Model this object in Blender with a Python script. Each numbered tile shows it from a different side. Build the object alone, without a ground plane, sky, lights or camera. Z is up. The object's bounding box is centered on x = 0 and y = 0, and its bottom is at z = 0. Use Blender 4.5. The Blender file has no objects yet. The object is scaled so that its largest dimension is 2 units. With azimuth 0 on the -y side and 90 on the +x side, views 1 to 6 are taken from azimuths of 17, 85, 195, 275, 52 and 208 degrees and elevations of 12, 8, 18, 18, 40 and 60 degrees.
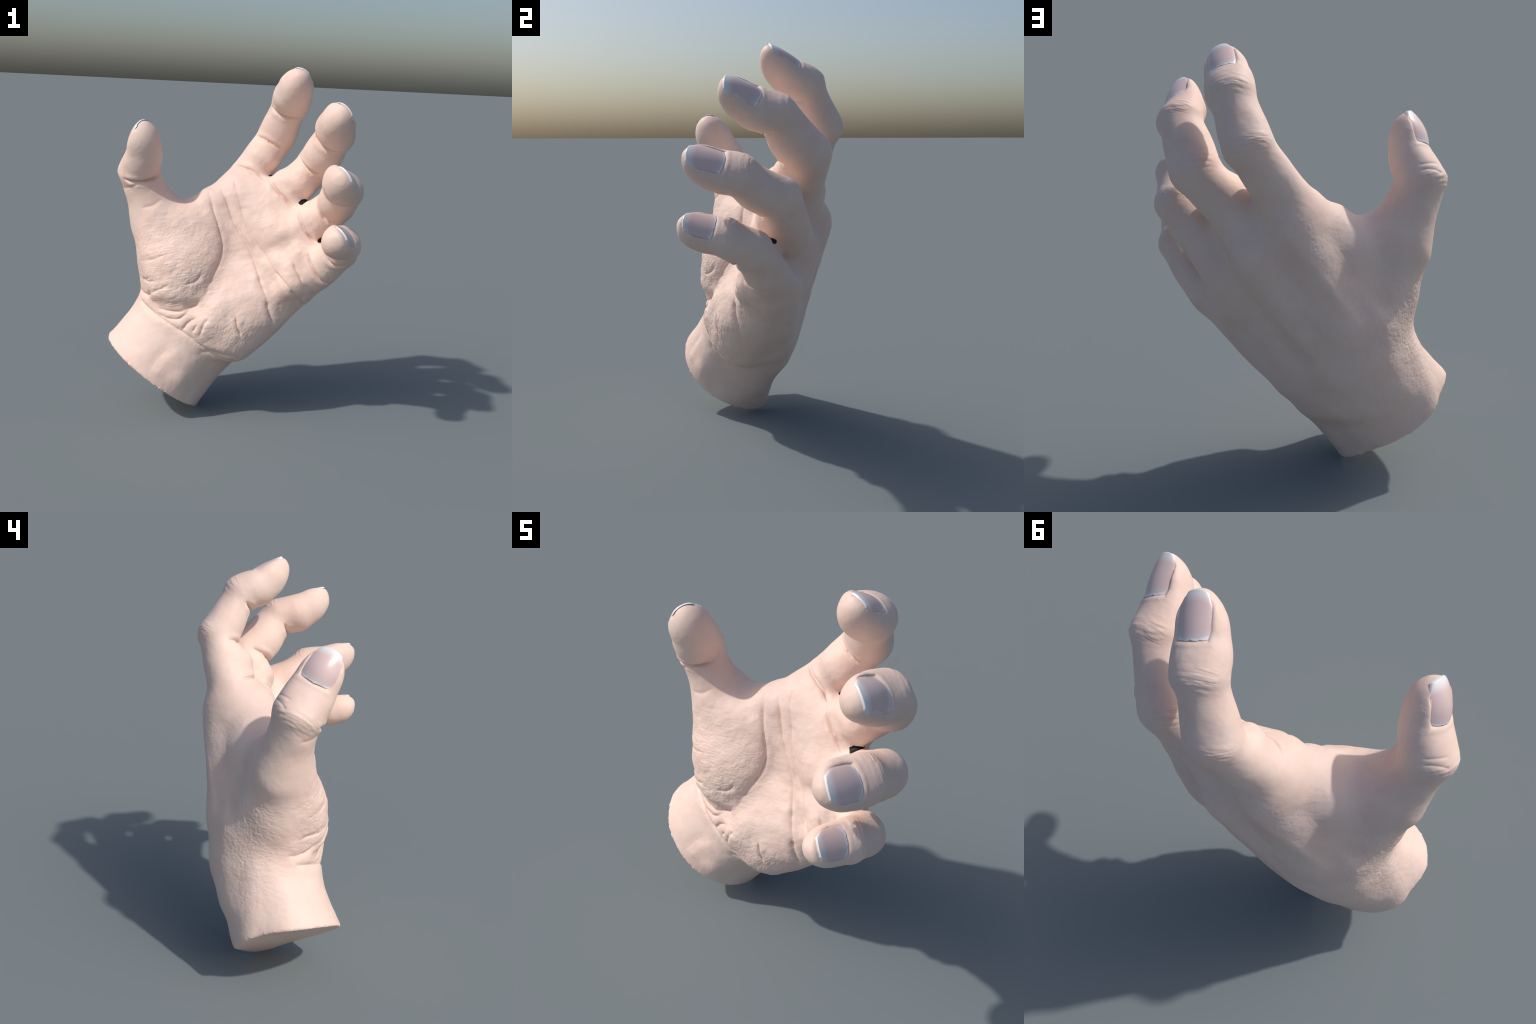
import bpy, math
import numpy as np
from mathutils import Matrix, Vector

# =========================================================================================
#  A severed-at-the-wrist human hand, fingers half curled.  Built as an implicit body
#  (tapered limbs blended together), meshed, then given creases, folds, wrinkles and nails.
# =========================================================================================
FINGERS = {
  'index': dict(
    joints=[[-0.093, 0.186, 1.269], [0.096, 0.315, 1.606], [0.197, 0.21, 1.8], [0.249, 0.116, 1.886]],
    lateral=[[0.96, 0.07, -0.27], [0.96, 0.12, -0.26], [0.96, 0.1, -0.27]],
    # per phalanx: half width, pad depth, back depth at three stations
    profile=[[[0.114, 0.113, 0.102], [0.122, 0.097, 0.072], [0.107, 0.115, 0.096]], [[0.116, 0.106, 0.093], [0.104, 0.092, 0.053], [0.109, 0.098, 0.098]], [[0.111, 0.111, 0.101], [0.083, 0.115, 0.113], [0.11, 0.094, 0.055]]],
    tip=0.155),
  'middle': dict(
    joints=[[0.102, 0.195, 1.175], [0.376, 0.208, 1.468], [0.502, 0.03, 1.652], [0.552, -0.09, 1.729]],
    lateral=[[0.84, 0.11, -0.54], [0.83, 0.1, -0.55], [0.77, 0.02, -0.63]],
    # per phalanx: half width, pad depth, back depth at three stations
    profile=[[[0.143, 0.114, 0.105], [0.138, 0.105, 0.083], [0.13, 0.106, 0.115]], [[0.12, 0.112, 0.096], [0.105, 0.125, 0.071], [0.115, 0.113, 0.111]], [[0.116, 0.115, 0.102], [0.083, 0.126, 0.123], [0.112, 0.082, 0.045]]],
    tip=0.151),
  'ring': dict(
    joints=[[0.258, 0.168, 0.997], [0.536, 0.044, 1.27], [0.605, -0.132, 1.378], [0.625, -0.245, 1.427]],
    lateral=[[0.62, 0.13, -0.77], [0.64, 0.13, -0.75], [0.68, 0.15, -0.71]],
    # per phalanx: half width, pad depth, back depth at three stations
    profile=[[[0.119, 0.113, 0.108], [0.119, 0.098, 0.086], [0.11, 0.107, 0.114]], [[0.105, 0.108, 0.104], [0.103, 0.121, 0.09], [0.118, 0.09, 0.092]], [[0.111, 0.113, 0.109], [0.074, 0.107, 0.117], [0.101, 0.079, 0.047]]],
    tip=0.157),
  'little': dict(
    joints=[[0.388, 0.025, 0.811], [0.598, -0.074, 1.037], [0.636, -0.207, 1.102], [0.645, -0.318, 1.143]],
    lateral=[[0.54, 0.12, -0.84], [0.54, 0.11, -0.83], [0.56, 0.11, -0.82]],
    # per phalanx: half width, pad depth, back depth at three stations
    profile=[[[0.089, 0.106, 0.09], [0.087, 0.087, 0.104], [0.156, 0.125, 0.093]], [[0.101, 0.098, 0.102], [0.1, 0.084, 0.058], [0.095, 0.086, 0.091]], [[0.084, 0.093, 0.09], [0.065, 0.102, 0.106], [0.081, 0.061, 0.042]]],
    tip=0.106),
  'thumb': dict(
    joints=[[-0.505, -0.068, 1.081], [-0.554, -0.145, 1.39], [-0.529, -0.214, 1.535]],
    lateral=[[0.23, 0.95, 0.03], [0.15, 0.95, 0.06]],
    # per phalanx: half width, pad depth, back depth at three stations
    profile=[[[0.132, 0.115, 0.109], [0.14, 0.136, 0.086], [0.141, 0.128, 0.136]], [[0.122, 0.117, 0.108], [0.093, 0.12, 0.118], [0.144, 0.104, 0.059]]],
    tip=0.154),
}
PALM = {
  'mc_index': dict(start=[-0.258, 0.127, 0.723], end=[-0.058, 0.173, 1.278], lateral=[0.86, -0.06, -0.5],
    width=[0.172, 0.155, 0.141], pad=[0.13, 0.169, 0.174], back=[0.163, 0.172, 0.192], caps=[0.117, 0.132]),
  'mc_middle': dict(start=[-0.178, 0.091, 0.639], end=[0.097, 0.23, 1.112], lateral=[0.78, 0.0, -0.63],
    width=[0.134, 0.124, 0.117], pad=[0.13, 0.13, 0.13], back=[0.183, 0.165, 0.147], caps=[0.12, 0.14]),
  'mc_ring': dict(start=[-0.103, 0.026, 0.581], end=[0.222, 0.151, 0.963], lateral=[0.62, 0.0, -0.78],
    width=[0.128, 0.127, 0.129], pad=[0.132, 0.131, 0.126], back=[0.137, 0.149, 0.138], caps=[0.12, 0.109]),
  'mc_little': dict(start=[-0.031, 0.05, 0.48], end=[0.31, 0.076, 0.805], lateral=[0.56, 0.1, -0.82],
    width=[0.138, 0.134, 0.102], pad=[0.121, 0.12, 0.122], back=[0.152, 0.126, 0.118], caps=[0.102, 0.084]),
  'mc_thumb': dict(start=[-0.419, -0.015, 0.667], end=[-0.463, -0.074, 1.121], lateral=[0.39, 0.92, 0.1],
    width=[0.179, 0.173, 0.155], pad=[0.13, 0.134, 0.138], back=[0.121, 0.157, 0.143], caps=[0.1, 0.167]),
  'thenar': dict(start=[-0.275, -0.166, 0.713], end=[-0.296, -0.107, 1.075], lateral=[0.93, 0.35, 0.13],
    width=[0.196, 0.237, 0.241], pad=[0.146, 0.156, 0.098], back=[0.131, 0.128, 0.121], caps=[0.063, 0.146]),
  'web': dict(start=[-0.441, -0.026, 1.067], end=[-0.189, 0.02, 1.178], lateral=[0.3, 0.3, -0.9],
    width=[0.087, 0.084, 0.129], pad=[0.089, 0.093, 0.086], back=[0.074, 0.117, 0.182], caps=[0.1, 0.113]),
  'hypothenar': dict(start=[-0.044, -0.085, 0.495], end=[0.231, -0.002, 0.813], lateral=[0.61, 0.07, -0.79],
    width=[0.198, 0.212, 0.19], pad=[0.185, 0.176, 0.086], back=[0.124, 0.121, 0.116], caps=[0.136, 0.119]),
  'carpal': dict(start=[-0.317, 0.048, 0.381], end=[-0.241, 0.075, 0.744], lateral=[0.63, -0.06, -0.78],
    width=[0.301, 0.276, 0.287], pad=[0.16, 0.159, 0.158], back=[0.165, 0.212, 0.173], caps=[0.128, 0.151]),
  'wrist': dict(start=[-0.487, -0.103, 0.198], end=[-0.227, 0.007, 0.559], lateral=[0.69, 0.25, -0.68],
    width=[0.338, 0.323, 0.32], pad=[0.339, 0.28, 0.289], back=[0.175, 0.148, 0.166], caps=[0.151, 0.047]),
  'palm_slab': dict(start=[-0.191, 0.005, 0.575], end=[0.087, 0.1, 1.167], lateral=[0.76, -0.1, -0.65],
    width=[0.268, 0.287, 0.309], pad=[0.115, 0.135, 0.13], back=[0.13, 0.13, 0.129], caps=[0.15, 0.201]),
  'web_slab': dict(start=[-0.378, 0.041, 0.68], end=[-0.316, 0.067, 1.085], lateral=[0.65, 0.75, -0.1],
    width=[0.176, 0.173, 0.158], pad=[0.121, 0.118, 0.112], back=[0.109, 0.12, 0.102], caps=[0.14, 0.135]),
  'pad_ring': dict(start=[0.183, 0.037, 1.092], end=[0.256, 0.033, 1.009], lateral=[0.62, 0.01, -0.79],
    width=[0.11, 0.131, 0.1], pad=[0.092, 0.098, 0.076], back=[0.084, 0.081, 0.079], caps=[0.085, 0.065]),
  'pad_little': dict(start=[0.244, -0.014, 0.922], end=[0.342, -0.039, 0.835], lateral=[0.62, -0.01, -0.79],
    width=[0.094, 0.116, 0.1], pad=[0.077, 0.081, 0.13], back=[0.054, 0.067, 0.084], caps=[0.056, 0.104]),
  'heel': dict(start=[-0.114, -0.163, 0.56], end=[-0.023, -0.066, 0.781], lateral=[0.7, 0.1, -0.7],
    width=[0.108, 0.086, 0.118], pad=[0.142, 0.139, 0.095], back=[0.1, 0.1, 0.1], caps=[0.106, 0.123]),
  'wrist_back': dict(start=[-0.481, 0.028, 0.296], end=[-0.34, 0.04, 0.711], lateral=[0.65, 0.14, -0.75],
    width=[0.23, 0.215, 0.195], pad=[0.1, 0.1, 0.1], back=[0.108, 0.11, 0.116], caps=[0.168, 0.12]),
  'ulnar_back': dict(start=[-0.153, 0.083, 0.423], end=[0.108, 0.143, 0.737], lateral=[0.5, 0.3, -0.81],
    width=[0.1, 0.102, 0.074], pad=[0.09, 0.09, 0.09], back=[0.105, 0.127, 0.13], caps=[0.099, 0.103]),
  'web_little': dict(start=[0.373, -0.008, 0.995], end=[0.419, 0.002, 1.029], lateral=[0.62, 0.0, -0.78],
    width=[0.077, 0.062, 0.057], pad=[0.089, 0.068, 0.059], back=[0.05, 0.052, 0.06], caps=[0.051, 0.048]),
  'pad_index_root': dict(start=[0.003, 0.208, 1.419], end=[0.045, 0.209, 1.487], lateral=[0.87, -0.0, -0.49],
    width=[0.072, 0.082, 0.096], pad=[0.08, 0.084, 0.091], back=[0.071, 0.068, 0.065], caps=[0.067, 0.069]),
  'pad_middle_root': dict(start=[0.215, 0.147, 1.333], end=[0.301, 0.13, 1.365], lateral=[0.72, 0.12, -0.69],
    width=[0.107, 0.099, 0.101], pad=[0.094, 0.09, 0.105], back=[0.071, 0.07, 0.07], caps=[0.063, 0.081]),
  'pad_ring_root': dict(start=[0.351, 0.049, 1.119], end=[0.421, 0.034, 1.18], lateral=[0.71, 0.09, -0.7],
    width=[0.1, 0.093, 0.104], pad=[0.098, 0.089, 0.091], back=[0.07, 0.07, 0.071], caps=[0.069, 0.078]),
  'wrist_radial': dict(start=[-0.59, -0.081, 0.383], end=[-0.49, -0.042, 0.583], lateral=[0.46, 0.76, -0.46],
    width=[0.105, 0.114, 0.108], pad=[0.12, 0.12, 0.12], back=[0.106, 0.104, 0.109], caps=[0.102, 0.1]),
  'wrist_front': dict(start=[-0.268, -0.244, 0.256], end=[-0.193, -0.198, 0.418], lateral=[0.62, 0.31, -0.72],
    width=[0.085, 0.107, 0.11], pad=[0.095, 0.085, 0.074], back=[0.08, 0.08, 0.08], caps=[0.06, 0.074]),
  'ulnar_edge': dict(start=[0.158, 0.02, 0.622], end=[0.346, 0.017, 0.782], lateral=[0.51, 0.3, -0.81],
    width=[0.088, 0.087, 0.094], pad=[0.089, 0.09, 0.092], back=[0.08, 0.08, 0.079], caps=[0.08, 0.082]),
  'knuckle_little': dict(start=[0.219, 0.135, 0.852], end=[0.305, 0.122, 0.904], lateral=[0.51, 0.3, -0.81],
    width=[0.078, 0.078, 0.079], pad=[0.08, 0.08, 0.08], back=[0.077, 0.075, 0.075], caps=[0.08, 0.088]),
}
CUT_NORMAL = [-0.5226, -0.2923, -0.8009]
CUT_OFFSET = 0.1109
# small black slivers in the finger webs: centre, radii
WEB_MARKS = [((.103,.195,1.375),(.018,.045,.016)), ((.338,.082,1.262),(.024,.046,.020)), ((.465,.012,1.068),(.018,.036,.022))]

# fingernails: extent along the last phalanx, extent across it (metres from its joint and axis)
NAILS = {
  'index': (.115, .288, -.065, .066), 'middle': (.126, .301, -.076, .085), 'ring': (.103, .275, -.068, .084),
  'little': (.065, .208, -.074, .060), 'thumb': (.153, .320, -.075, .079),
}
PART_NAME = {'index':'index_finger','middle':'middle_finger','ring':'ring_finger','little':'little_finger','thumb':'thumb'}
ROOT_AT = {'index':.42,'middle':.42,'ring':.40,'little':.42,'thumb':.30}   # where a finger leaves the palm
CUT_NORMAL = np.array(CUT_NORMAL)

# ---- implicit limbs ---------------------------------------------------------------------
def unit(v):
    v=np.asarray(v,float); return v/np.linalg.norm(v)
def smin(a,b,k):
    h=np.maximum(k-np.abs(a-b),0)/k
    return np.minimum(a,b)-h*h*h*k/6
def smax(a,b,k): return -smin(-a,-b,k)
def step(a,b,x):
    t=np.clip((x-a)/(b-a),0,1); return t*t*(3-2*t)
def spline(t,vals):
    v=np.asarray(vals,float); n=len(v)-1
    x=np.clip(t,0,1)*n; i=np.minimum(x.astype(int),n-1); f=x-i
    vp=np.concatenate([[2*v[0]-v[1]],v,[2*v[-1]-v[-2]]])
    a,b,c,d=vp[i],vp[i+1],vp[i+2],vp[i+3]
    return b+0.5*f*(c-a+f*(2*a-5*b+4*c-d+f*(3*(b-c)+d-a)))
def frame(p0,p1,lat):
    p0=np.asarray(p0,float); ax=np.asarray(p1,float)-p0; ln=np.linalg.norm(ax); T=ax/ln
    L=np.asarray(lat,float); L=unit(L-T*(L@T)); return p0,T,L,np.cross(T,L),ln
def limb(X,p0,p1,lat,W,A,Bk,c0,c1):
    """tapered limb along p0-p1: half width W, pad depth A, back depth Bk, rounded caps c0,c1"""
    p0,T,L,D,ln=frame(p0,p1,lat)
    d=X-p0; z=d@T; x=d@L; y=d@D; t=z/ln
    w=spline(t,W); h=np.where(y>0,spline(t,Bk),spline(t,A))
    cc=np.where(z<0,c0,c1); qz=np.where(z<0,-z,np.maximum(z-ln,0))/cc
    qx=np.abs(x/w); qy=np.abs(y/h)
    k0=np.sqrt(qx*qx+qy*qy+qz*qz)+1e-6
    k1=np.sqrt((qx/w)**2+(qy/h)**2+(qz/cc)**2)+1e-4
    return k0*(k0-1)/k1
def finger_field(X,F):
    J=F['joints']; d=None
    for i in range(len(J)-1):
        P=np.array(F['profile'][i]); last=i==len(J)-2
        b=limb(X,J[i],J[i+1],F['lateral'][i],P[0],P[1],P[2],P[:,0].mean()*0.9,F['tip']+.003 if last else P[:,-1].mean()*0.9)
        d=b if d is None else smin(d,b,0.02)
    return d
def palm_field(X):
    d=None
    for q in PALM.values():
        b=limb(X,q['start'],q['end'],q['lateral'],q['width'],q['pad'],q['back'],*q['caps'])
        d=b if d is None else smin(d,b,0.09)
    return d
def cut_depth(X):
    """distance below the wrist cut; the cut dips at the little-finger corner and rises on the thumb side"""
    low=np.exp(-(((X-np.array((-.235,-.02,0)))/.13)**2).sum(-1)); high=np.exp(-(((X-np.array((-.72,-.05,.37)))/.14)**2).sum(-1))
    return X@CUT_NORMAL-CUT_OFFSET-.018*low+.018*high
def hand_field(X):
    d=palm_field(X)
    for F in FINGERS.values(): d=smin(d,finger_field(X,F),0.05)
    return smax(d,cut_depth(X),0.008)

# ---- surface extraction: naive surface nets on a narrow band -------------------------------
def extract(field, lo, hi, h, coarse=4):
    lo=np.array(lo,float); N=np.ceil((np.array(hi)-lo)/(h*coarse)).astype(int)
    H=h*coarse
    g=[lo[i]+H*(np.arange(N[i])+0.5) for i in range(3)]
    C=np.stack(np.meshgrid(*g,indexing='ij'),-1).reshape(-1,3)
    dc=field(C)
    act=np.argwhere((np.abs(dc)<H*1.6).reshape(N))
    n=N*coarse+1
    D=np.full(n,1.0,np.float32)
    D[...]=np.repeat(np.repeat(np.repeat(np.sign(dc).reshape(N),coarse,0),coarse,1),coarse,2)[tuple(np.minimum(np.arange(m),m-2)[s] for m,s in zip(n,((slice(None),None,None),(None,slice(None),None),(None,None,slice(None)))))]
    o=np.stack(np.meshgrid(*[np.arange(coarse+1)]*3,indexing='ij'),-1).reshape(-1,3)
    idx=(act[:,None]*coarse+o[None]).reshape(-1,3)
    flat=np.unique(np.ravel_multi_index(idx.T,n))
    ijk=np.stack(np.unravel_index(flat,n),-1)
    P=lo+h*ijk
    vals=np.concatenate([field(P[a:a+200000]) for a in range(0,len(P),200000)])
    D.reshape(-1)[flat]=vals
    S=D<0
    # cells with sign change
    cs=np.zeros(n-1,np.int8)
    for a in (0,1):
        for b in (0,1):
            for c in (0,1): cs+=S[a:n[0]-1+a,b:n[1]-1+b,c:n[2]-1+c]
    cells=np.argwhere((cs>0)&(cs<8))
    vid=np.full(n-1,-1,np.int64); vid[tuple(cells.T)]=np.arange(len(cells))
    acc=np.zeros((len(cells),3)); cnt=np.zeros(len(cells))
    co=[(a,b,c) for a in (0,1) for b in (0,1) for c in (0,1)]
    for p in co:
        for ax in range(3):
            if p[ax]: continue
            q=list(p); q[ax]=1
            d0=D[tuple((cells+p).T)]; d1=D[tuple((cells+q).T)]
            m=(d0<0)!=(d1<0); t=np.where(m,d0/np.where(m,d0-d1,1),0)
            pt=np.array(p)+t[:,None]*(np.array(q)-np.array(p))
            acc+=np.where(m[:,None],pt,0); cnt+=m
    V=lo+h*(cells+acc/cnt[:,None])
    F=[]
    for ax in range(3):
        u,v=(ax+1)%3,(ax+2)%3
        sl0=[slice(None)]*3; sl1=[slice(None)]*3; sl0[ax]=slice(0,-1); sl1[ax]=slice(1,None)
        e=np.argwhere(S[tuple(sl0)]!=S[tuple(sl1)])
        e=e[(e[:,u]>0)&(e[:,v]>0)&(e[:,u]<n[u]-1)&(e[:,v]<n[v]-1)]
        def cell(du,dv):
            q=e.copy(); q[:,u]-=du; q[:,v]-=dv; return vid[tuple(q.T)]
        quad=np.stack([cell(1,1),cell(0,1),cell(0,0),cell(1,0)],1)
        ins=S[tuple(e.T)]
        F.append(np.where(ins[:,None],quad,quad[:,::-1]))
    return V,np.concatenate(F)


# ---- lattice noise ----------------------------------------------------------------------
def noise(P,seed=0):
    """smooth value noise, about -1..1"""
    i=np.floor(P).astype(np.int64); f=P-i; f=f*f*f*(f*(f*6-15)+10)
    out=0
    for a in (0,1):
        for b in (0,1):
            for c in (0,1):
                h=((i[:,0]+a)*73856093)^((i[:,1]+b)*19349663)^((i[:,2]+c)*83492791)^(seed*2654435761)
                h=(h^(h>>13))*1274126177&0x7fffffff; h=(h^(h>>16))&0xffff
                w=(f[:,0] if a else 1-f[:,0])*(f[:,1] if b else 1-f[:,1])*(f[:,2] if c else 1-f[:,2])
                out=out+w*(h/32767.5-1)
    return out
def stretched(P,along,length,across):
    """coordinates in which noise features are `length` long in direction `along`, `across` wide otherwise"""
    a=unit(along); s=P@a
    return (P-s[:,None]*a)/across+ (s/length)[:,None]*a
def wrinkle(P,along,length,across,seed):
    """ridged noise: thin grooves between soft cushions, 0 at cushion tops, 1 in grooves"""
    warp=np.stack([noise(P/(length*1.3),seed+7),noise(P/(length*1.3),seed+8),noise(P/(length*1.3),seed+9)],-1)*across*0.7
    n=noise(stretched(P+warp,along,length,across),seed)
    fine=noise(stretched(P-warp,along,length*.6,across*.55),seed+3)
    return .55*np.maximum(1-np.abs(n)*2.0,0)+.45*(.5+.5*fine)

# ---- base surface -----------------------------------------------------------------------
V,Q=extract(hand_field,(-.85,-.65,-.06),(.85,.55,2.1),0.0112)
def mean_neighbours(V,Q):
    e=np.concatenate([Q[:,[0,1]],Q[:,[1,2]],Q[:,[2,3]],Q[:,[3,0]]])
    n=np.bincount(e[:,0],minlength=len(V))
    return np.stack([np.bincount(e[:,0],V[e[:,1],k],len(V)) for k in range(3)],-1)/np.maximum(n,1)[:,None]
rim=step(.015,.045,-cut_depth(V))
inpalm=step(-.01,.05,np.min([finger_field(V,F) for F in FINGERS.values()],axis=0))
for F in FINGERS.values():                      # finger roots count as palm
    J=np.array(F['joints']); T=J[1]-J[0]; t=(V-J[0])@T/(T@T)
    inpalm=np.maximum(inpalm,step(.65,.40,t)*step(.06,.03,finger_field(V,F)))
for it in range(22):
    w=(0.5*np.where(it<6,1.0,inpalm)*rim)[:,None]
    V=V+w*(mean_neighbours(V,Q)-V)
me=bpy.data.meshes.new('body'); me.from_pydata(V.tolist(),[],Q.tolist()); me.update()
tmp=bpy.data.objects.new('body',me); bpy.context.collection.objects.link(tmp)
sub=tmp.modifiers.new('fine','SUBSURF'); sub.levels=2; sub.render_levels=2
ev=tmp.evaluated_get(bpy.context.evaluated_depsgraph_get()).to_mesh()
nv=len(ev.vertices); nl=len(ev.loops)
V=np.empty(nv*3); ev.vertices.foreach_get('co',V); V=V.reshape(-1,3)
Q=np.empty(nl,np.int32); ev.loops.foreach_get('vertex_index',Q); Q=Q.reshape(-1,4)
bpy.data.objects.remove(tmp); bpy.data.meshes.remove(me)
def normals(V):
    c=np.cross(V[Q[:,2]]-V[Q[:,0]],V[Q[:,3]]-V[Q[:,1]])
    n=np.stack([sum(np.bincount(Q[:,k],c[:,j],len(V)) for k in range(4)) for j in range(3)],-1)
    return n/(np.linalg.norm(n,axis=1)[:,None]+1e-12)
N=normals(V)
from_cut=-cut_depth(V)
face_of_cut=step(.75,.95,N@CUT_NORMAL)*step(.03,.01,from_cut)
FD={k:finger_field(V,F) for k,F in FINGERS.items()}
shift=np.zeros(nv)      # displacement along the normal, in metres

# ---- drawn creases, folds and tendons (depth > 0 is a groove, < 0 a ridge) ----------------
def crease(name,depth,width,points):
    p=np.array(points); 
    t=np.linspace(0,1,12*(len(p)-1)+1); C=np.stack([spline(t,p[:,k]) for k in range(3)],-1)
    lo,hi=C.min(0)-width*7,C.max(0)+width*7
    idx=np.flatnonzero(((V>lo)&(V<hi)).all(1))
    if not len(idx): return
    X=V[idx]; best=np.full(len(X),9.0); par=np.zeros(len(X))
    for i in range(len(C)-1):
        s=C[i+1]-C[i]; u=np.clip((X-C[i])@s/(s@s+1e-12),0,1)
        d=np.linalg.norm(X-C[i]-u[:,None]*s,axis=1); m=d<best
        best=np.where(m,d,best); par=np.where(m,(i+u)/(len(C)-1),par)
    near=idx[best<width*1.5]
    if not len(near): return
    nm=unit(N[near].mean(0)); side=step(-.1,.35,N[idx]@nm)
    ends=np.clip(np.minimum(par,1-par)*5+.25,0,1)
    wob=1+0.25*noise(X/.03,3)
    prof=0.55*np.exp(-(best/width)**2)+0.45*np.exp(-best/(width*.45)) if depth>0 else np.exp(-(best/width)**2)
    lip=0.16*np.exp(-((best-3.2*width)/(width*1.8))**2) if depth>0 else 0
    shift[idx]+=-depth*(prof-lip)*ends*side*wob
crease('life_line', 0.01,0.013,[[-0.194,-0.02,1.299],[-0.146,-0.068,1.208],[-0.1,-0.091,1.116],[-0.07,-0.099,1.02],[-0.066,-0.132,0.94],[-0.084,-0.184,0.855],[-0.107,-0.216,0.777]])
crease('life_line_foot', 0.01,0.009,[[-0.105,-0.218,0.759],[-0.154,-0.239,0.69],[-0.205,-0.259,0.656],[-0.249,-0.279,0.637],[-0.31,-0.277,0.634],[-0.382,-0.262,0.637]])
crease('head_line', 0.0112,0.0104,[[-0.135,0.014,1.318],[-0.085,-0.023,1.251],[-0.037,-0.038,1.15],[0.015,-0.05,1.074],[0.066,-0.06,1.006],[0.122,-0.082,0.915],[0.177,-0.123,0.816],[0.219,-0.141,0.739]])
crease('head_line_end', 0.0137,0.0117,[[0.22,-0.145,0.725],[0.243,-0.146,0.657],[0.261,-0.121,0.587]])
crease('heart_line', 0.0075,0.0117,[[-0.018,-0.014,1.27],[0.037,-0.037,1.143],[0.099,-0.054,1.044],[0.164,-0.063,0.974],[0.247,-0.105,0.891]])
crease('heart_line_end', 0.0137,0.0104,[[0.247,-0.104,0.888],[0.329,-0.153,0.826],[0.374,-0.124,0.768],[0.399,-0.025,0.699]])
crease('girdle_line', 0.0088,0.0104,[[0.339,-0.101,0.961],[0.393,-0.112,0.881],[0.422,-0.104,0.826],[0.462,-0.019,0.763]])
crease('index_pad_line', 0.004,0.009,[[-0.063,0.03,1.368],[-0.029,-0.007,1.304],[0.015,-0.025,1.203]])
crease('wrist_line', 0.0075,0.012,[[-0.525,-0.18,0.647],[-0.437,-0.25,0.616],[-0.343,-0.286,0.583],[-0.263,-0.293,0.548],[-0.188,-0.288,0.51],[-0.119,-0.269,0.459],[-0.068,-0.242,0.422],[-0.019,-0.207,0.38],[0.039,-0.179,0.363]])
crease('wrist_fold', 0.008,0.009,[[-0.386,-0.268,0.613],[-0.313,-0.285,0.594],[-0.245,-0.285,0.599],[-0.193,-0.268,0.641]])
crease('heel_fold', 0.009,0.009,[[-0.219,-0.29,0.539],[-0.191,-0.287,0.582],[-0.147,-0.288,0.617]])
crease('heel_fold', 0.009,0.009,[[-0.158,-0.29,0.536],[-0.134,-0.298,0.578]])
crease('heel_fold', 0.01,0.011,[[-0.116,-0.291,0.517],[-0.091,-0.305,0.589],[-0.072,-0.29,0.62]])
crease('hypothenar_line', 0.01,0.007,[[0.073,-0.238,0.633],[0.087,-0.239,0.581],[0.107,-0.227,0.526]])
crease('thenar_fold', 0.006,0.009,[[-0.52,-0.218,0.885],[-0.409,-0.293,0.922],[-0.344,-0.29,0.953]])
crease('thenar_fold', 0.006,0.009,[[-0.522,-0.185,0.775],[-0.445,-0.275,0.787],[-0.394,-0.303,0.801]])
crease('thenar_fold', 0.007,0.009,[[-0.481,-0.209,0.689],[-0.376,-0.307,0.75],[-0.302,-0.314,0.789]])
crease('thenar_fold', 0.006,0.009,[[-0.206,-0.287,0.799],[-0.158,-0.259,0.82],[-0.135,-0.238,0.86]])
crease('thumb_fold', 0.004,0.014,[[-0.517,-0.222,1.191],[-0.452,-0.214,1.21],[-0.412,-0.178,1.246]])
crease('thumb_fold', 0.005,0.01,[[-0.657,-0.168,1.288],[-0.573,-0.237,1.307],[-0.533,-0.242,1.322]])
crease('thumb_crease', 0.0225,0.008,[[-0.608,-0.247,1.347],[-0.558,-0.254,1.338],[-0.506,-0.235,1.342],[-0.466,-0.192,1.357],[-0.455,-0.119,1.386]])
crease('index_root_crease', 0.0187,0.007,[[-0.104,0.156,1.432],[-0.035,0.117,1.429],[0.021,0.109,1.412],[0.066,0.113,1.389],[0.109,0.097,1.372]])
crease('index_crease', 0.0187,0.007,[[-0.001,0.244,1.602],[0.054,0.216,1.588],[0.108,0.218,1.564],[0.148,0.243,1.539]])
crease('index_crease', 0.0206,0.008,[[0.101,0.179,1.778],[0.144,0.162,1.746],[0.195,0.168,1.726],[0.261,0.199,1.723]])
crease('middle_root_crease', 0.0187,0.007,[[0.134,0.084,1.369],[0.188,0.041,1.324],[0.242,0.039,1.279],[0.3,0.037,1.232]])
crease('middle_crease', 0.0206,0.008,[[0.284,0.146,1.513],[0.335,0.082,1.465],[0.381,0.08,1.434],[0.426,0.088,1.424]])
crease('middle_crease', 0.0206,0.008,[[0.409,-0.002,1.633],[0.45,-0.016,1.59],[0.506,-0.013,1.57],[0.576,0.012,1.569]])
crease('ring_root_crease', 0.0187,0.007,[[0.33,0.001,1.218],[0.357,-0.042,1.174],[0.397,-0.044,1.108],[0.447,-0.036,1.063]])
crease('ring_crease', 0.0206,0.008,[[0.458,-0.067,1.283],[0.484,-0.039,1.213],[0.52,-0.022,1.187],[0.57,-0.012,1.185]])
crease('ring_crease', 0.0187,0.008,[[0.541,-0.322,1.392],[0.58,-0.292,1.331],[0.629,-0.254,1.31],[0.683,-0.198,1.313]])
crease('little_root_crease', 0.0225,0.008,[[0.426,-0.077,0.991],[0.451,-0.104,0.936],[0.492,-0.099,0.876],[0.536,-0.066,0.842]])
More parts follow.
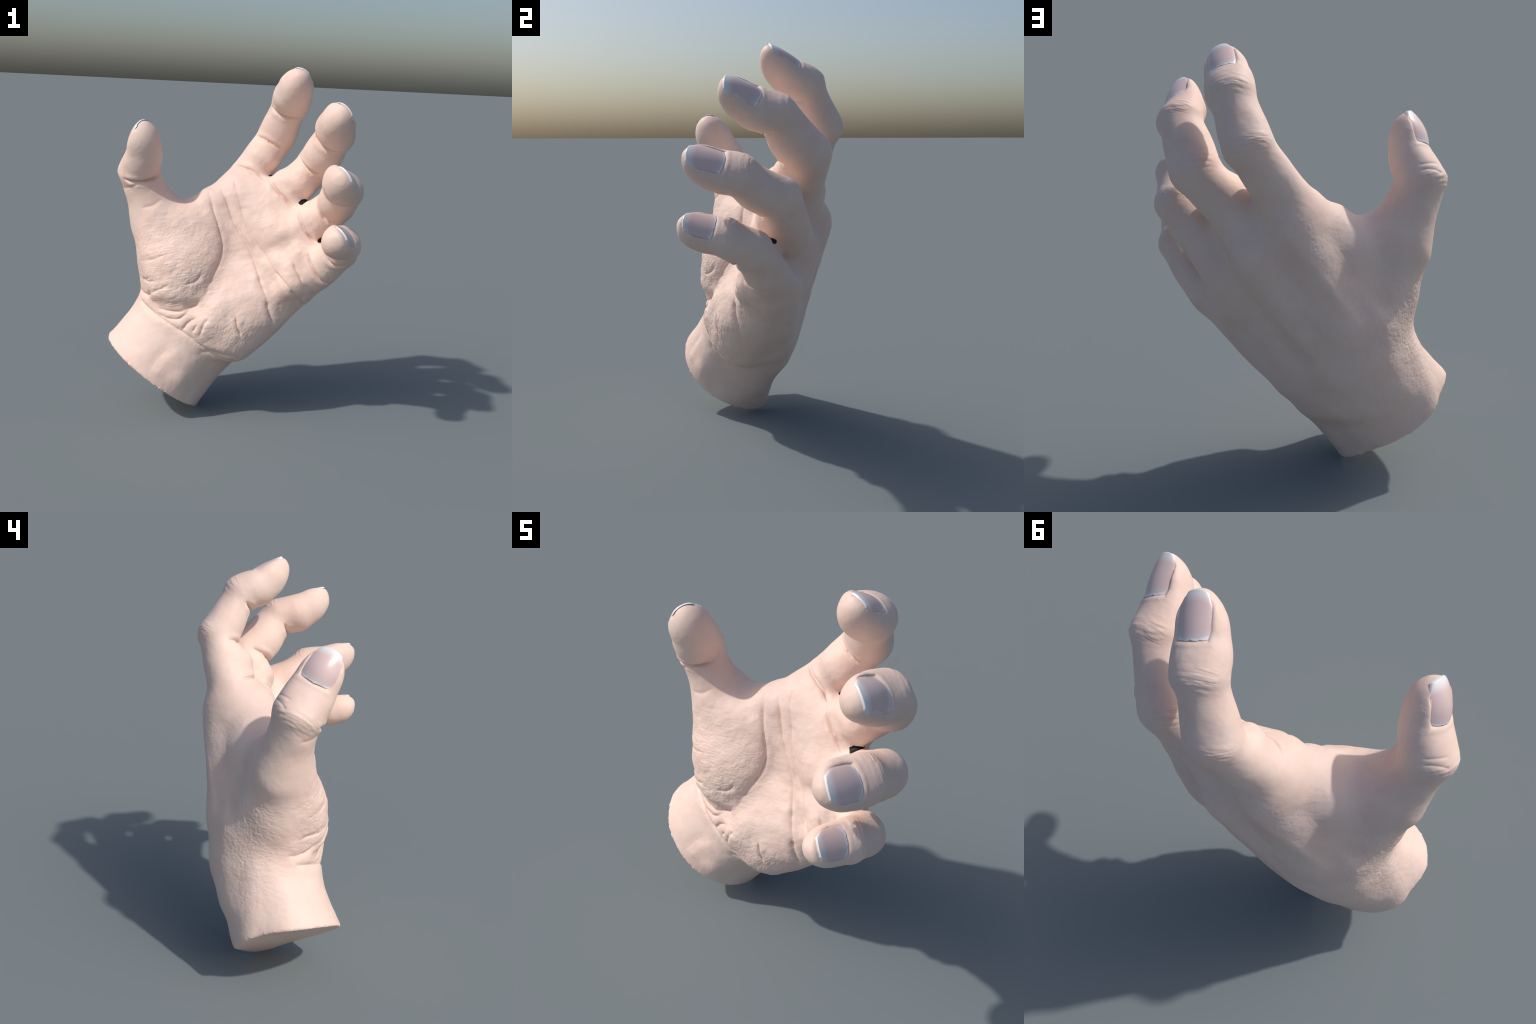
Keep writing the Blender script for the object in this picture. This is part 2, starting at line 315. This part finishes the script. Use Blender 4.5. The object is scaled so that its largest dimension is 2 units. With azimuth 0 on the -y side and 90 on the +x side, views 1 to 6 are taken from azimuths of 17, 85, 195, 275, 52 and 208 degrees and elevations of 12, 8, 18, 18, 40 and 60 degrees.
crease('little_crease', 0.0206,0.008,[[0.534,-0.158,1.024],[0.572,-0.162,0.981],[0.622,-0.155,0.97],[0.667,-0.164,0.989]])
crease('little_side_fold', 0.006,0.008,[[0.55,-0.101,0.889],[0.551,-0.067,0.853],[0.544,-0.002,0.827]])
crease('little_side_fold', 0.007,0.008,[[0.405,-0.093,0.762],[0.397,-0.056,0.719],[0.4,-0.02,0.697]])
crease('little_side_fold', 0.005,0.008,[[0.449,-0.06,0.785],[0.457,-0.024,0.762],[0.454,0.024,0.745]])
crease('wrist_side_fold', 0.011,0.011,[[-0.547,-0.14,0.7],[-0.508,-0.185,0.69],[-0.459,-0.236,0.697],[-0.434,-0.274,0.732]])
crease('wrist_side_fold', 0.008,0.01,[[-0.523,-0.183,0.647],[-0.461,-0.234,0.626],[-0.333,-0.288,0.579]])
crease('wrist_side_fold', 0.005,0.01,[[-0.502,-0.208,0.784],[-0.469,-0.253,0.793],[-0.424,-0.292,0.816]])
crease('ulnar_wrist_fold', 0.01,0.014,[[-0.111,-0.256,0.419],[0.048,-0.213,0.397],[0.082,-0.155,0.367]])
crease('thumb_knuckle_fold', 0.0035,0.008,[[-0.58,-0.043,1.456],[-0.627,-0.062,1.459],[-0.675,-0.09,1.438]])
crease('thumb_knuckle_fold', 0.003,0.008,[[-0.573,-0.054,1.476],[-0.614,-0.076,1.481],[-0.65,-0.112,1.472]])
crease('wrist_tendon', -0.006,0.04,[[-0.338,-0.381,0.278],[-0.297,-0.34,0.352],[-0.224,-0.305,0.426]])
crease('wrist_tendon_valley', 0.004,0.035,[[-0.368,-0.384,0.311],[-0.334,-0.345,0.377],[-0.294,-0.318,0.434]])
crease('back_tendon', -0.0045,0.028,[[-0.022,0.351,1.306],[-0.198,0.315,1.064],[-0.375,0.246,0.799]])
crease('back_tendon', -0.004,0.028,[[0.115,0.318,1.238],[-0.084,0.317,0.977],[-0.294,0.288,0.7]])
crease('back_tendon', -0.0035,0.028,[[0.253,0.238,1.099],[0.01,0.313,0.86],[-0.216,0.282,0.59]])
crease('thumb_tendon', -0.003,0.035,[[-0.302,0.237,1.009],[-0.378,0.194,0.917],[-0.468,0.185,0.79],[-0.509,0.172,0.63]])


# ---- knuckle wrinkles on the backs of the fingers ----------------------------------------
for fi,(name,F) in enumerate(FINGERS.items()):
    J=np.array(F['joints']); n=len(J)
    idx=np.flatnonzero(FD[name]<.03); X=V[idx]; Nn=N[idx]
    for j in range(1,n-1):
        T=unit(unit(J[j+1]-J[j])+unit(J[j]-J[j-1])); L=np.array(F['lateral'][j]); L=unit(L-T*(L@T)); D=np.cross(T,L)
        d=X-J[j]; z=d@T
        back=step(.15,.75,Nn@D)
        zone=np.exp(-((z+.005)/.045)**2)*back
        bow=z+ .35*(d@L)**2/.1
        w=wrinkle(np.stack([bow/1.0,(d@L),(d@D)*.3],-1),(0,1,0),.07,.0125,11*fi+j)
        big=np.sin(bow/.0145*math.pi+1.5*noise(X/.03,fi+j))
        shift[idx]-=zone*(.0026*w+.0006*big)
        # fullness over the joint
        shift[idx]+=.003*np.exp(-(z/.05)**2)*back
    # transverse lines on the pads just beside each joint
    for j in range(1,n-1):
        T=unit(unit(J[j+1]-J[j])+unit(J[j]-J[j-1])); L=np.array(F['lateral'][j]); L=unit(L-T*(L@T)); D=np.cross(T,L)
        d=X-J[j]; z=d@T; pad=step(.2,.7,-(Nn@D))
        w=wrinkle(X,T,.035,.011,50+fi*3+j)
        shift[idx]-=pad*np.exp(-((z+.05)/.05)**2)*.0010*w

# ---- palm grain, thenar and wrist wrinkles ------------------------------------------------
palmness=step(.0,.05,np.min(list(FD.values()),axis=0))*(1-face_of_cut)
facing=step(.05,.5,-N@unit((-.25,.9,-.15)))          # palm side
def zone(c,r,p=V): return np.exp(-(((p-np.array(c))/np.array(r))**2).sum(1))
idx=np.flatnonzero(palmness*facing>.02); X=V[idx]; g=(palmness*facing*(.2+.8*step(.22,.34,from_cut)))[idx]
th=zone((-.30,-.25,.85),(.28,.3,.30),X); hy=zone((.08,-.25,.52),(.17,.3,.16),X)
w1=wrinkle(X,(1,0,.28),.095,.0130,101); w2=wrinkle(X,(.35,0,1),.070,.0140,102); w3=wrinkle(X,(.6,0,1),.045,.0130,103)
shift[idx]-=g*(th*(.0020*w1+.0009*w2)+hy*.0021*w3+.0006*w1+.0004*w2)
lump=noise(X/.05,104)+.5*noise(X/.028,105)
shift[idx]+=g*.0020*lump
side=step(.1,.6,N@unit((-.9,.25,0)))*palmness           # thumb side of wrist and thumb root
idx=np.flatnonzero(side>.02); X=V[idx]
zs=zone((-.62,.02,.70),(.3,.22,.22),X)+.8*zone((-.60,0,1.0),(.3,.2,.14),X)
w=wrinkle(X,(.5,-1,-.25),.100,.0145,120); w2=wrinkle(X,(.3,-1,.3),.080,.0130,121)
shift[idx]-=side[idx]*zs*(.0021*w+.0008*w2)
back=step(.1,.6,N@unit((-.35,.9,.1)))*palmness
idx=np.flatnonzero(back>.02); X=V[idx]
w=wrinkle(X,(1,.2,-.3),.045,.0170,130); w2=wrinkle(X,(.2,.1,1),.030,.0150,131)
kn=zone((-.10,.35,1.27),(.16,.2,.12),X)
shift[idx]-=back[idx]*(.0005*w+.0002*w2+kn*.0013*w)
shift+=.0022*noise(V/.075,140)*(1-face_of_cut)+.0004*noise(V/.022,141)*(1-face_of_cut)
# ragged rim where the mesh was cut
shift+=.004*np.maximum(noise(V/.03,150),0)**2*step(.03,.0,from_cut)*(1-face_of_cut)
V=V+N*shift[:,None]

# ---- fingernails --------------------------------------------------------------------------
def nail_setup(name):
    F=FINGERS[name]; p0,T,L,D,ln=frame(F['joints'][-2],F['joints'][-1],F['lateral'][-1])
    z0,z1,x0,x1=NAILS[name]; xc=(x0+x1)/2; hw=(x1-x0)/2
    zs,xs=np.meshgrid(np.linspace(z0-.01,z0+(z1-z0)*.93,16),np.linspace(x0*.92,x1*.92,13),indexing='ij')
    zs=zs.ravel(); xs=xs.ravel(); lo=np.full(len(zs),-.05); hi=np.full(len(zs),.16)
    for _ in range(26):
        m=(lo+hi)/2; d=finger_field(p0+zs[:,None]*T+xs[:,None]*L+m[:,None]*D,F)
        lo=np.where(d<0,m,lo); hi=np.where(d<0,hi,m)
    s=(xs-xc)/hw; t=(zs-z0)/(z1-z0)
    basis=lambda s,t: np.stack([np.ones_like(s),s,s*s,t,t*t,s*t],-1)
    c=np.linalg.lstsq(basis(s,t)*(1-.5*np.abs(s))[:,None],m*(1-.5*np.abs(s)),rcond=None)[0]
    height=lambda s,t: basis(s,t)@c+.0022
    return p0,T,L,D,z0,z1,xc,hw,height
def nail_half_width(t): return np.sqrt(np.clip(1-.66*np.clip((t-.55)/.45,0,1)**2.4,.02,1))*(1-.07*np.clip((.25-t)/.25,0,1)**2)
def nail_tip(s): return 1-.17*s*s
nails={}
for ni,name in enumerate(NAILS):
    p0,T,L,D,z0,z1,xc,hw,height=nail_setup(name); ln=z1-z0
    idx=np.flatnonzero(FD[name]<.03); d=V[idx]-p0; z=d@T; x=d@L; y=d@D
    t=(z-z0)/ln; s=(x-xc)/hw
    out=np.maximum(np.maximum((np.abs(s)-nail_half_width(np.clip(t,0,1)))*hw,(-t)*ln),(t-nail_tip(s))*ln)   # metres outside outline
    up=step(0.0,.02,y)
    want=height(np.clip(s,-1.1,1.1),np.clip(t,-.05,1.02))-.0035
    m=step(.003,-.004,out)*up
    y2=np.where(y>want,y+np.maximum(want-y,-.0065)*m,y)
    fold=.0022*np.exp(-((out-.013)/.010)**2)*step(1.0,.75,t)*up-.0015*np.exp(-((out-.001)/.004)**2)*up
    V[idx]+=(y2-y+fold)[:,None]*D
    # plate
    nu,nt=41,49; rng=np.random.default_rng(40+ni)
    u=np.linspace(-1,1,nu); jag=np.interp(np.linspace(0,1,nu),np.linspace(0,1,15),rng.normal(0,.014,15))
    jagl=np.interp(np.linspace(0,1,nt),np.linspace(0,1,17),rng.normal(0,.010,17)); jagr=np.interp(np.linspace(0,1,nt),np.linspace(0,1,17),rng.normal(0,.010,17))
    verts=[];faces=[]
    for k,tt in enumerate(np.linspace(0,1,nt)):
        w=nail_half_width(np.array([tt]))[0]
        sv=u*w*(1+np.where(u<0,jagl[k],jagr[k])*np.abs(u)**6)
        tv=tt*nail_tip(sv)+jag*(1-tt)**8+.035*np.abs(u)**4*(1-tt)**4
        h=height(sv,tv)-.0035*np.abs(u)**10
        verts.append(np.stack([sv,tv,h],-1))
    top=np.array(verts).reshape(-1,3); bot=top.copy(); bot[:,2]-=.008
    g=np.arange(nt*nu).reshape(nt,nu); off=nt*nu
    for k in range(nt-1):
        for j in range(nu-1):
            a,b,c,e=g[k,j],g[k,j+1],g[k+1,j+1],g[k+1,j]
            faces+= [(a,b,c,e),(e+off,c+off,b+off,a+off)]
    ring=list(g[0,:])+list(g[1:,-1])+list(g[-1,-2::-1])+list(g[-2:0:-1,0])
    for a,b in zip(ring,ring[1:]+ring[:1]): faces.append((b,a,a+off,b+off))
    M=Matrix(((L[0]*hw,T[0]*ln,D[0],0),(L[1]*hw,T[1]*ln,D[1],0),(L[2]*hw,T[2]*ln,D[2],0),(0,0,0,1)))
    o=p0+T*z0+L*xc; M[0][3],M[1][3],M[2][3]=o
    nails[name]=(np.concatenate([top,bot]),faces,M)
N=normals(V)

# ---- materials ----------------------------------------------------------------------------
class Graph:
    def __init__(s,name):
        s.m=bpy.data.materials.new(name); s.m.use_nodes=True; s.t=s.m.node_tree
        s.bsdf=s.t.nodes['Principled BSDF']; s.co=s.t.nodes.new('ShaderNodeTexCoord').outputs['Object']
    def n(s,kind,**kw):
        nd=s.t.nodes.new('ShaderNode'+kind)
        for k,v in kw.items():
            if k in nd.inputs: s.set(nd.inputs[k],v)
            else: setattr(nd,k,v)
        return nd
    def set(s,sock,v):
        if hasattr(v,'is_output') or hasattr(v,'links') and not isinstance(v,(float,int,tuple)): s.t.links.new(v,sock)
        else: sock.default_value=v
    def noise(s,scale,detail=3,rough=.55,co=None):
        nd=s.n('TexNoise',Scale=scale,Detail=detail,Roughness=rough); s.t.links.new(co or s.co,nd.inputs['Vector']); return nd.outputs['Fac']
    def ramp(s,fac,stops):
        nd=s.n('ValToRGB'); s.t.links.new(fac,nd.inputs['Fac']); cr=nd.color_ramp
        while len(cr.elements)<len(stops): cr.elements.new(.5)
        for e,(p,c) in zip(cr.elements,stops):
            e.position=p; e.color=(c,c,c,1) if isinstance(c,(int,float)) else tuple(c)+(1,)
        return nd.outputs['Color']
    def mix(s,f,a,b):
        nd=s.n('Mix',data_type='RGBA'); s.set(nd.inputs[0],f); s.set(nd.inputs[6],a if not isinstance(a,tuple) else a+(1,)); s.set(nd.inputs[7],b if not isinstance(b,tuple) else b+(1,)); return nd.outputs[2]
    def math(s,op,a,b=0.0,clamp=False):
        nd=s.n('Math',operation=op,use_clamp=clamp); s.set(nd.inputs[0],a); s.set(nd.inputs[1],b); return nd.outputs[0]
    def blob(s,c,r,soft=.5,co=None):
        """1 inside an ellipsoid at c with radii r, fading over `soft` of the radius"""
        mp=s.n('Mapping',vector_type='TEXTURE'); s.t.links.new(co or s.co,mp.inputs['Vector'])
        mp.inputs['Location'].default_value=c; mp.inputs['Scale'].default_value=r
        ln=s.n('VectorMath',operation='LENGTH'); s.t.links.new(mp.outputs[0],ln.inputs[0])
        mr=s.n('MapRange',interpolation_type='SMOOTHSTEP'); s.t.links.new(ln.outputs['Value'],mr.inputs['Value'])
        mr.inputs['From Min'].default_value=1+soft; mr.inputs['From Max'].default_value=1-soft
        return mr.outputs['Result']

g=Graph('skin'); b=g.bsdf
col=g.ramp(g.noise(7,4,.6),[(.3,(.785,.575,.485)),(.5,(.808,.610,.522)),(.7,(.815,.635,.550))])
col=g.mix(g.ramp(g.noise(3.1,2),[(.50,0),(.72,.45)]),col,(.775,.545,.465))           # rosy patches
col=g.mix(g.ramp(g.noise(16,3),[(.55,0),(.75,.30)]),col,(.815,.66,.59))             # pale mottling
# untextured black slivers left in the webs between the fingers
wob=g.n('VectorMath',operation='ADD'); nz=g.n('TexNoise',Scale=22.0); g.t.links.new(g.co,nz.inputs['Vector'])
sc=g.n('VectorMath',operation='SCALE'); g.t.links.new(nz.outputs['Color'],sc.inputs[0]); sc.inputs['Scale'].default_value=.03
g.t.links.new(g.co,wob.inputs[0]); g.t.links.new(sc.outputs[0],wob.inputs[1])
web=None
for c,r in WEB_MARKS:
    k=g.blob(tuple(x+.015 for x in c),r,.06,wob.outputs[0]); web=k if web is None else g.math('MAXIMUM',web,k)
col=g.mix(web,col,(.006,.006,.007))
g.set(b.inputs['Base Color'],col)
b.inputs['Roughness'].default_value=.58
b.inputs['Specular IOR Level'].default_value=.35
b.inputs['Subsurface Weight'].default_value=0.0
bump=g.n('Bump',Strength=.14,Distance=.004)
h=g.math('ADD',g.noise(70,3,.6),g.math('MULTIPLY',g.noise(190,2),.5)); g.t.links.new(h,bump.inputs['Height'])
g.t.links.new(bump.outputs['Normal'],b.inputs['Normal'])
skin=g.m

g=Graph('nail'); b=g.bsdf                                   # nail space: x -1..1 across, y 0..1 root to tip
sep=g.n('SeparateXYZ'); g.t.links.new(g.co,sep.inputs[0]); x,y=sep.outputs['X'],sep.outputs['Y']
ax=g.math('ABSOLUTE',x)
col=g.mix(g.noise(1.6,3),(.66,.49,.48),(.725,.55,.53))
tip=g.math('ADD',y,g.math('MULTIPLY',g.math('POWER',ax,2.0),.10))
col=g.mix(g.ramp(tip,[(.76,0),(.92,.95)]),col,(.78,.77,.76))               # free edge
base=g.math('SUBTRACT',y,g.math('MULTIPLY',g.math('POWER',ax,2.0),.06))
col=g.mix(g.ramp(base,[(.04,.60),(.20,0)]),col,(.72,.67,.68))                   # half moon
nz=g.n('TexNoise',Scale=5.0,Detail=4.0); g.t.links.new(g.co,nz.inputs['Vector'])
edge=g.math('ADD',base,g.math('MULTIPLY',g.math('SUBTRACT',nz.outputs['Fac'],.5),.09))
col=g.mix(g.ramp(edge,[(.025,.95),(.06,0)]),col,(.86,.83,.84))                  # white cuticle
sidee=g.math('ADD',ax,g.math('MULTIPLY',g.math('SUBTRACT',nz.outputs['Fac'],.5),.14))
col=g.mix(g.ramp(sidee,[(.92,0),(1.0,.55)]),col,(.38,.28,.31))                # plate colour darkened along the sides
g.set(b.inputs['Base Color'],col)
b.inputs['Roughness'].default_value=.30; b.inputs['Specular IOR Level'].default_value=.5
b.inputs['Coat Weight'].default_value=.12; b.inputs['Coat Roughness'].default_value=.12
nail_mat=g.m


# ---- split the one smooth skin into anatomical parts ---------------------------------------
label=np.zeros(nv,int)                               # 0 palm, 1 wrist, 2.. fingers
label[from_cut<.30]=1
for k,(name,F) in enumerate(FINGERS.items()):
    J=np.array(F['joints']); T=J[1]-J[0]; t=(V-J[0])@T/(T@T)
    others=np.min([FD[o] for o in FINGERS if o!=name],axis=0)
    label[(t>ROOT_AT[name])&(FD[name]<.06)&(FD[name]<others)]=2+k
fl=np.max(label[Q],axis=1)
hand=bpy.data.objects.new('hand',None); bpy.context.collection.objects.link(hand)
hand.empty_display_size=.2
hand['label']='pale human hand severed at wrist, fingers curled, glossy nails'; hand['category']='human hand'
parts={}
for k,pn in enumerate(['palm','wrist']+[PART_NAME[n] for n in FINGERS]):
    q=Q[fl==k]; used,inv=np.unique(q,return_inverse=True); q=inv.reshape(-1,4).astype(np.int32)
    me=bpy.data.meshes.new(pn); me.vertices.add(len(used)); me.vertices.foreach_set('co',V[used].astype(np.float32).ravel())
    me.loops.add(q.size); me.loops.foreach_set('vertex_index',q.ravel())
    me.polygons.add(len(q)); me.polygons.foreach_set('loop_start',np.arange(0,q.size,4,dtype=np.int32))
    me.polygons.foreach_set('use_smooth',np.ones(len(q),bool))
    me.update(calc_edges=True); me.validate()
    me.normals_split_custom_set_from_vertices(N[used].tolist())
    me.materials.append(skin)
    ob=bpy.data.objects.new(pn,me); bpy.context.collection.objects.link(ob); ob.parent=hand; parts[pn]=ob
for name,(vv,ff,M) in nails.items():
    me=bpy.data.meshes.new('fingernail'); me.from_pydata(vv.tolist(),[],ff); me.update()
    for p in me.polygons: p.use_smooth=True
    me.materials.append(nail_mat)
    ob=bpy.data.objects.new('fingernail',me); bpy.context.collection.objects.link(ob)
    ob.parent=parts[PART_NAME[name]]; ob.matrix_local=M
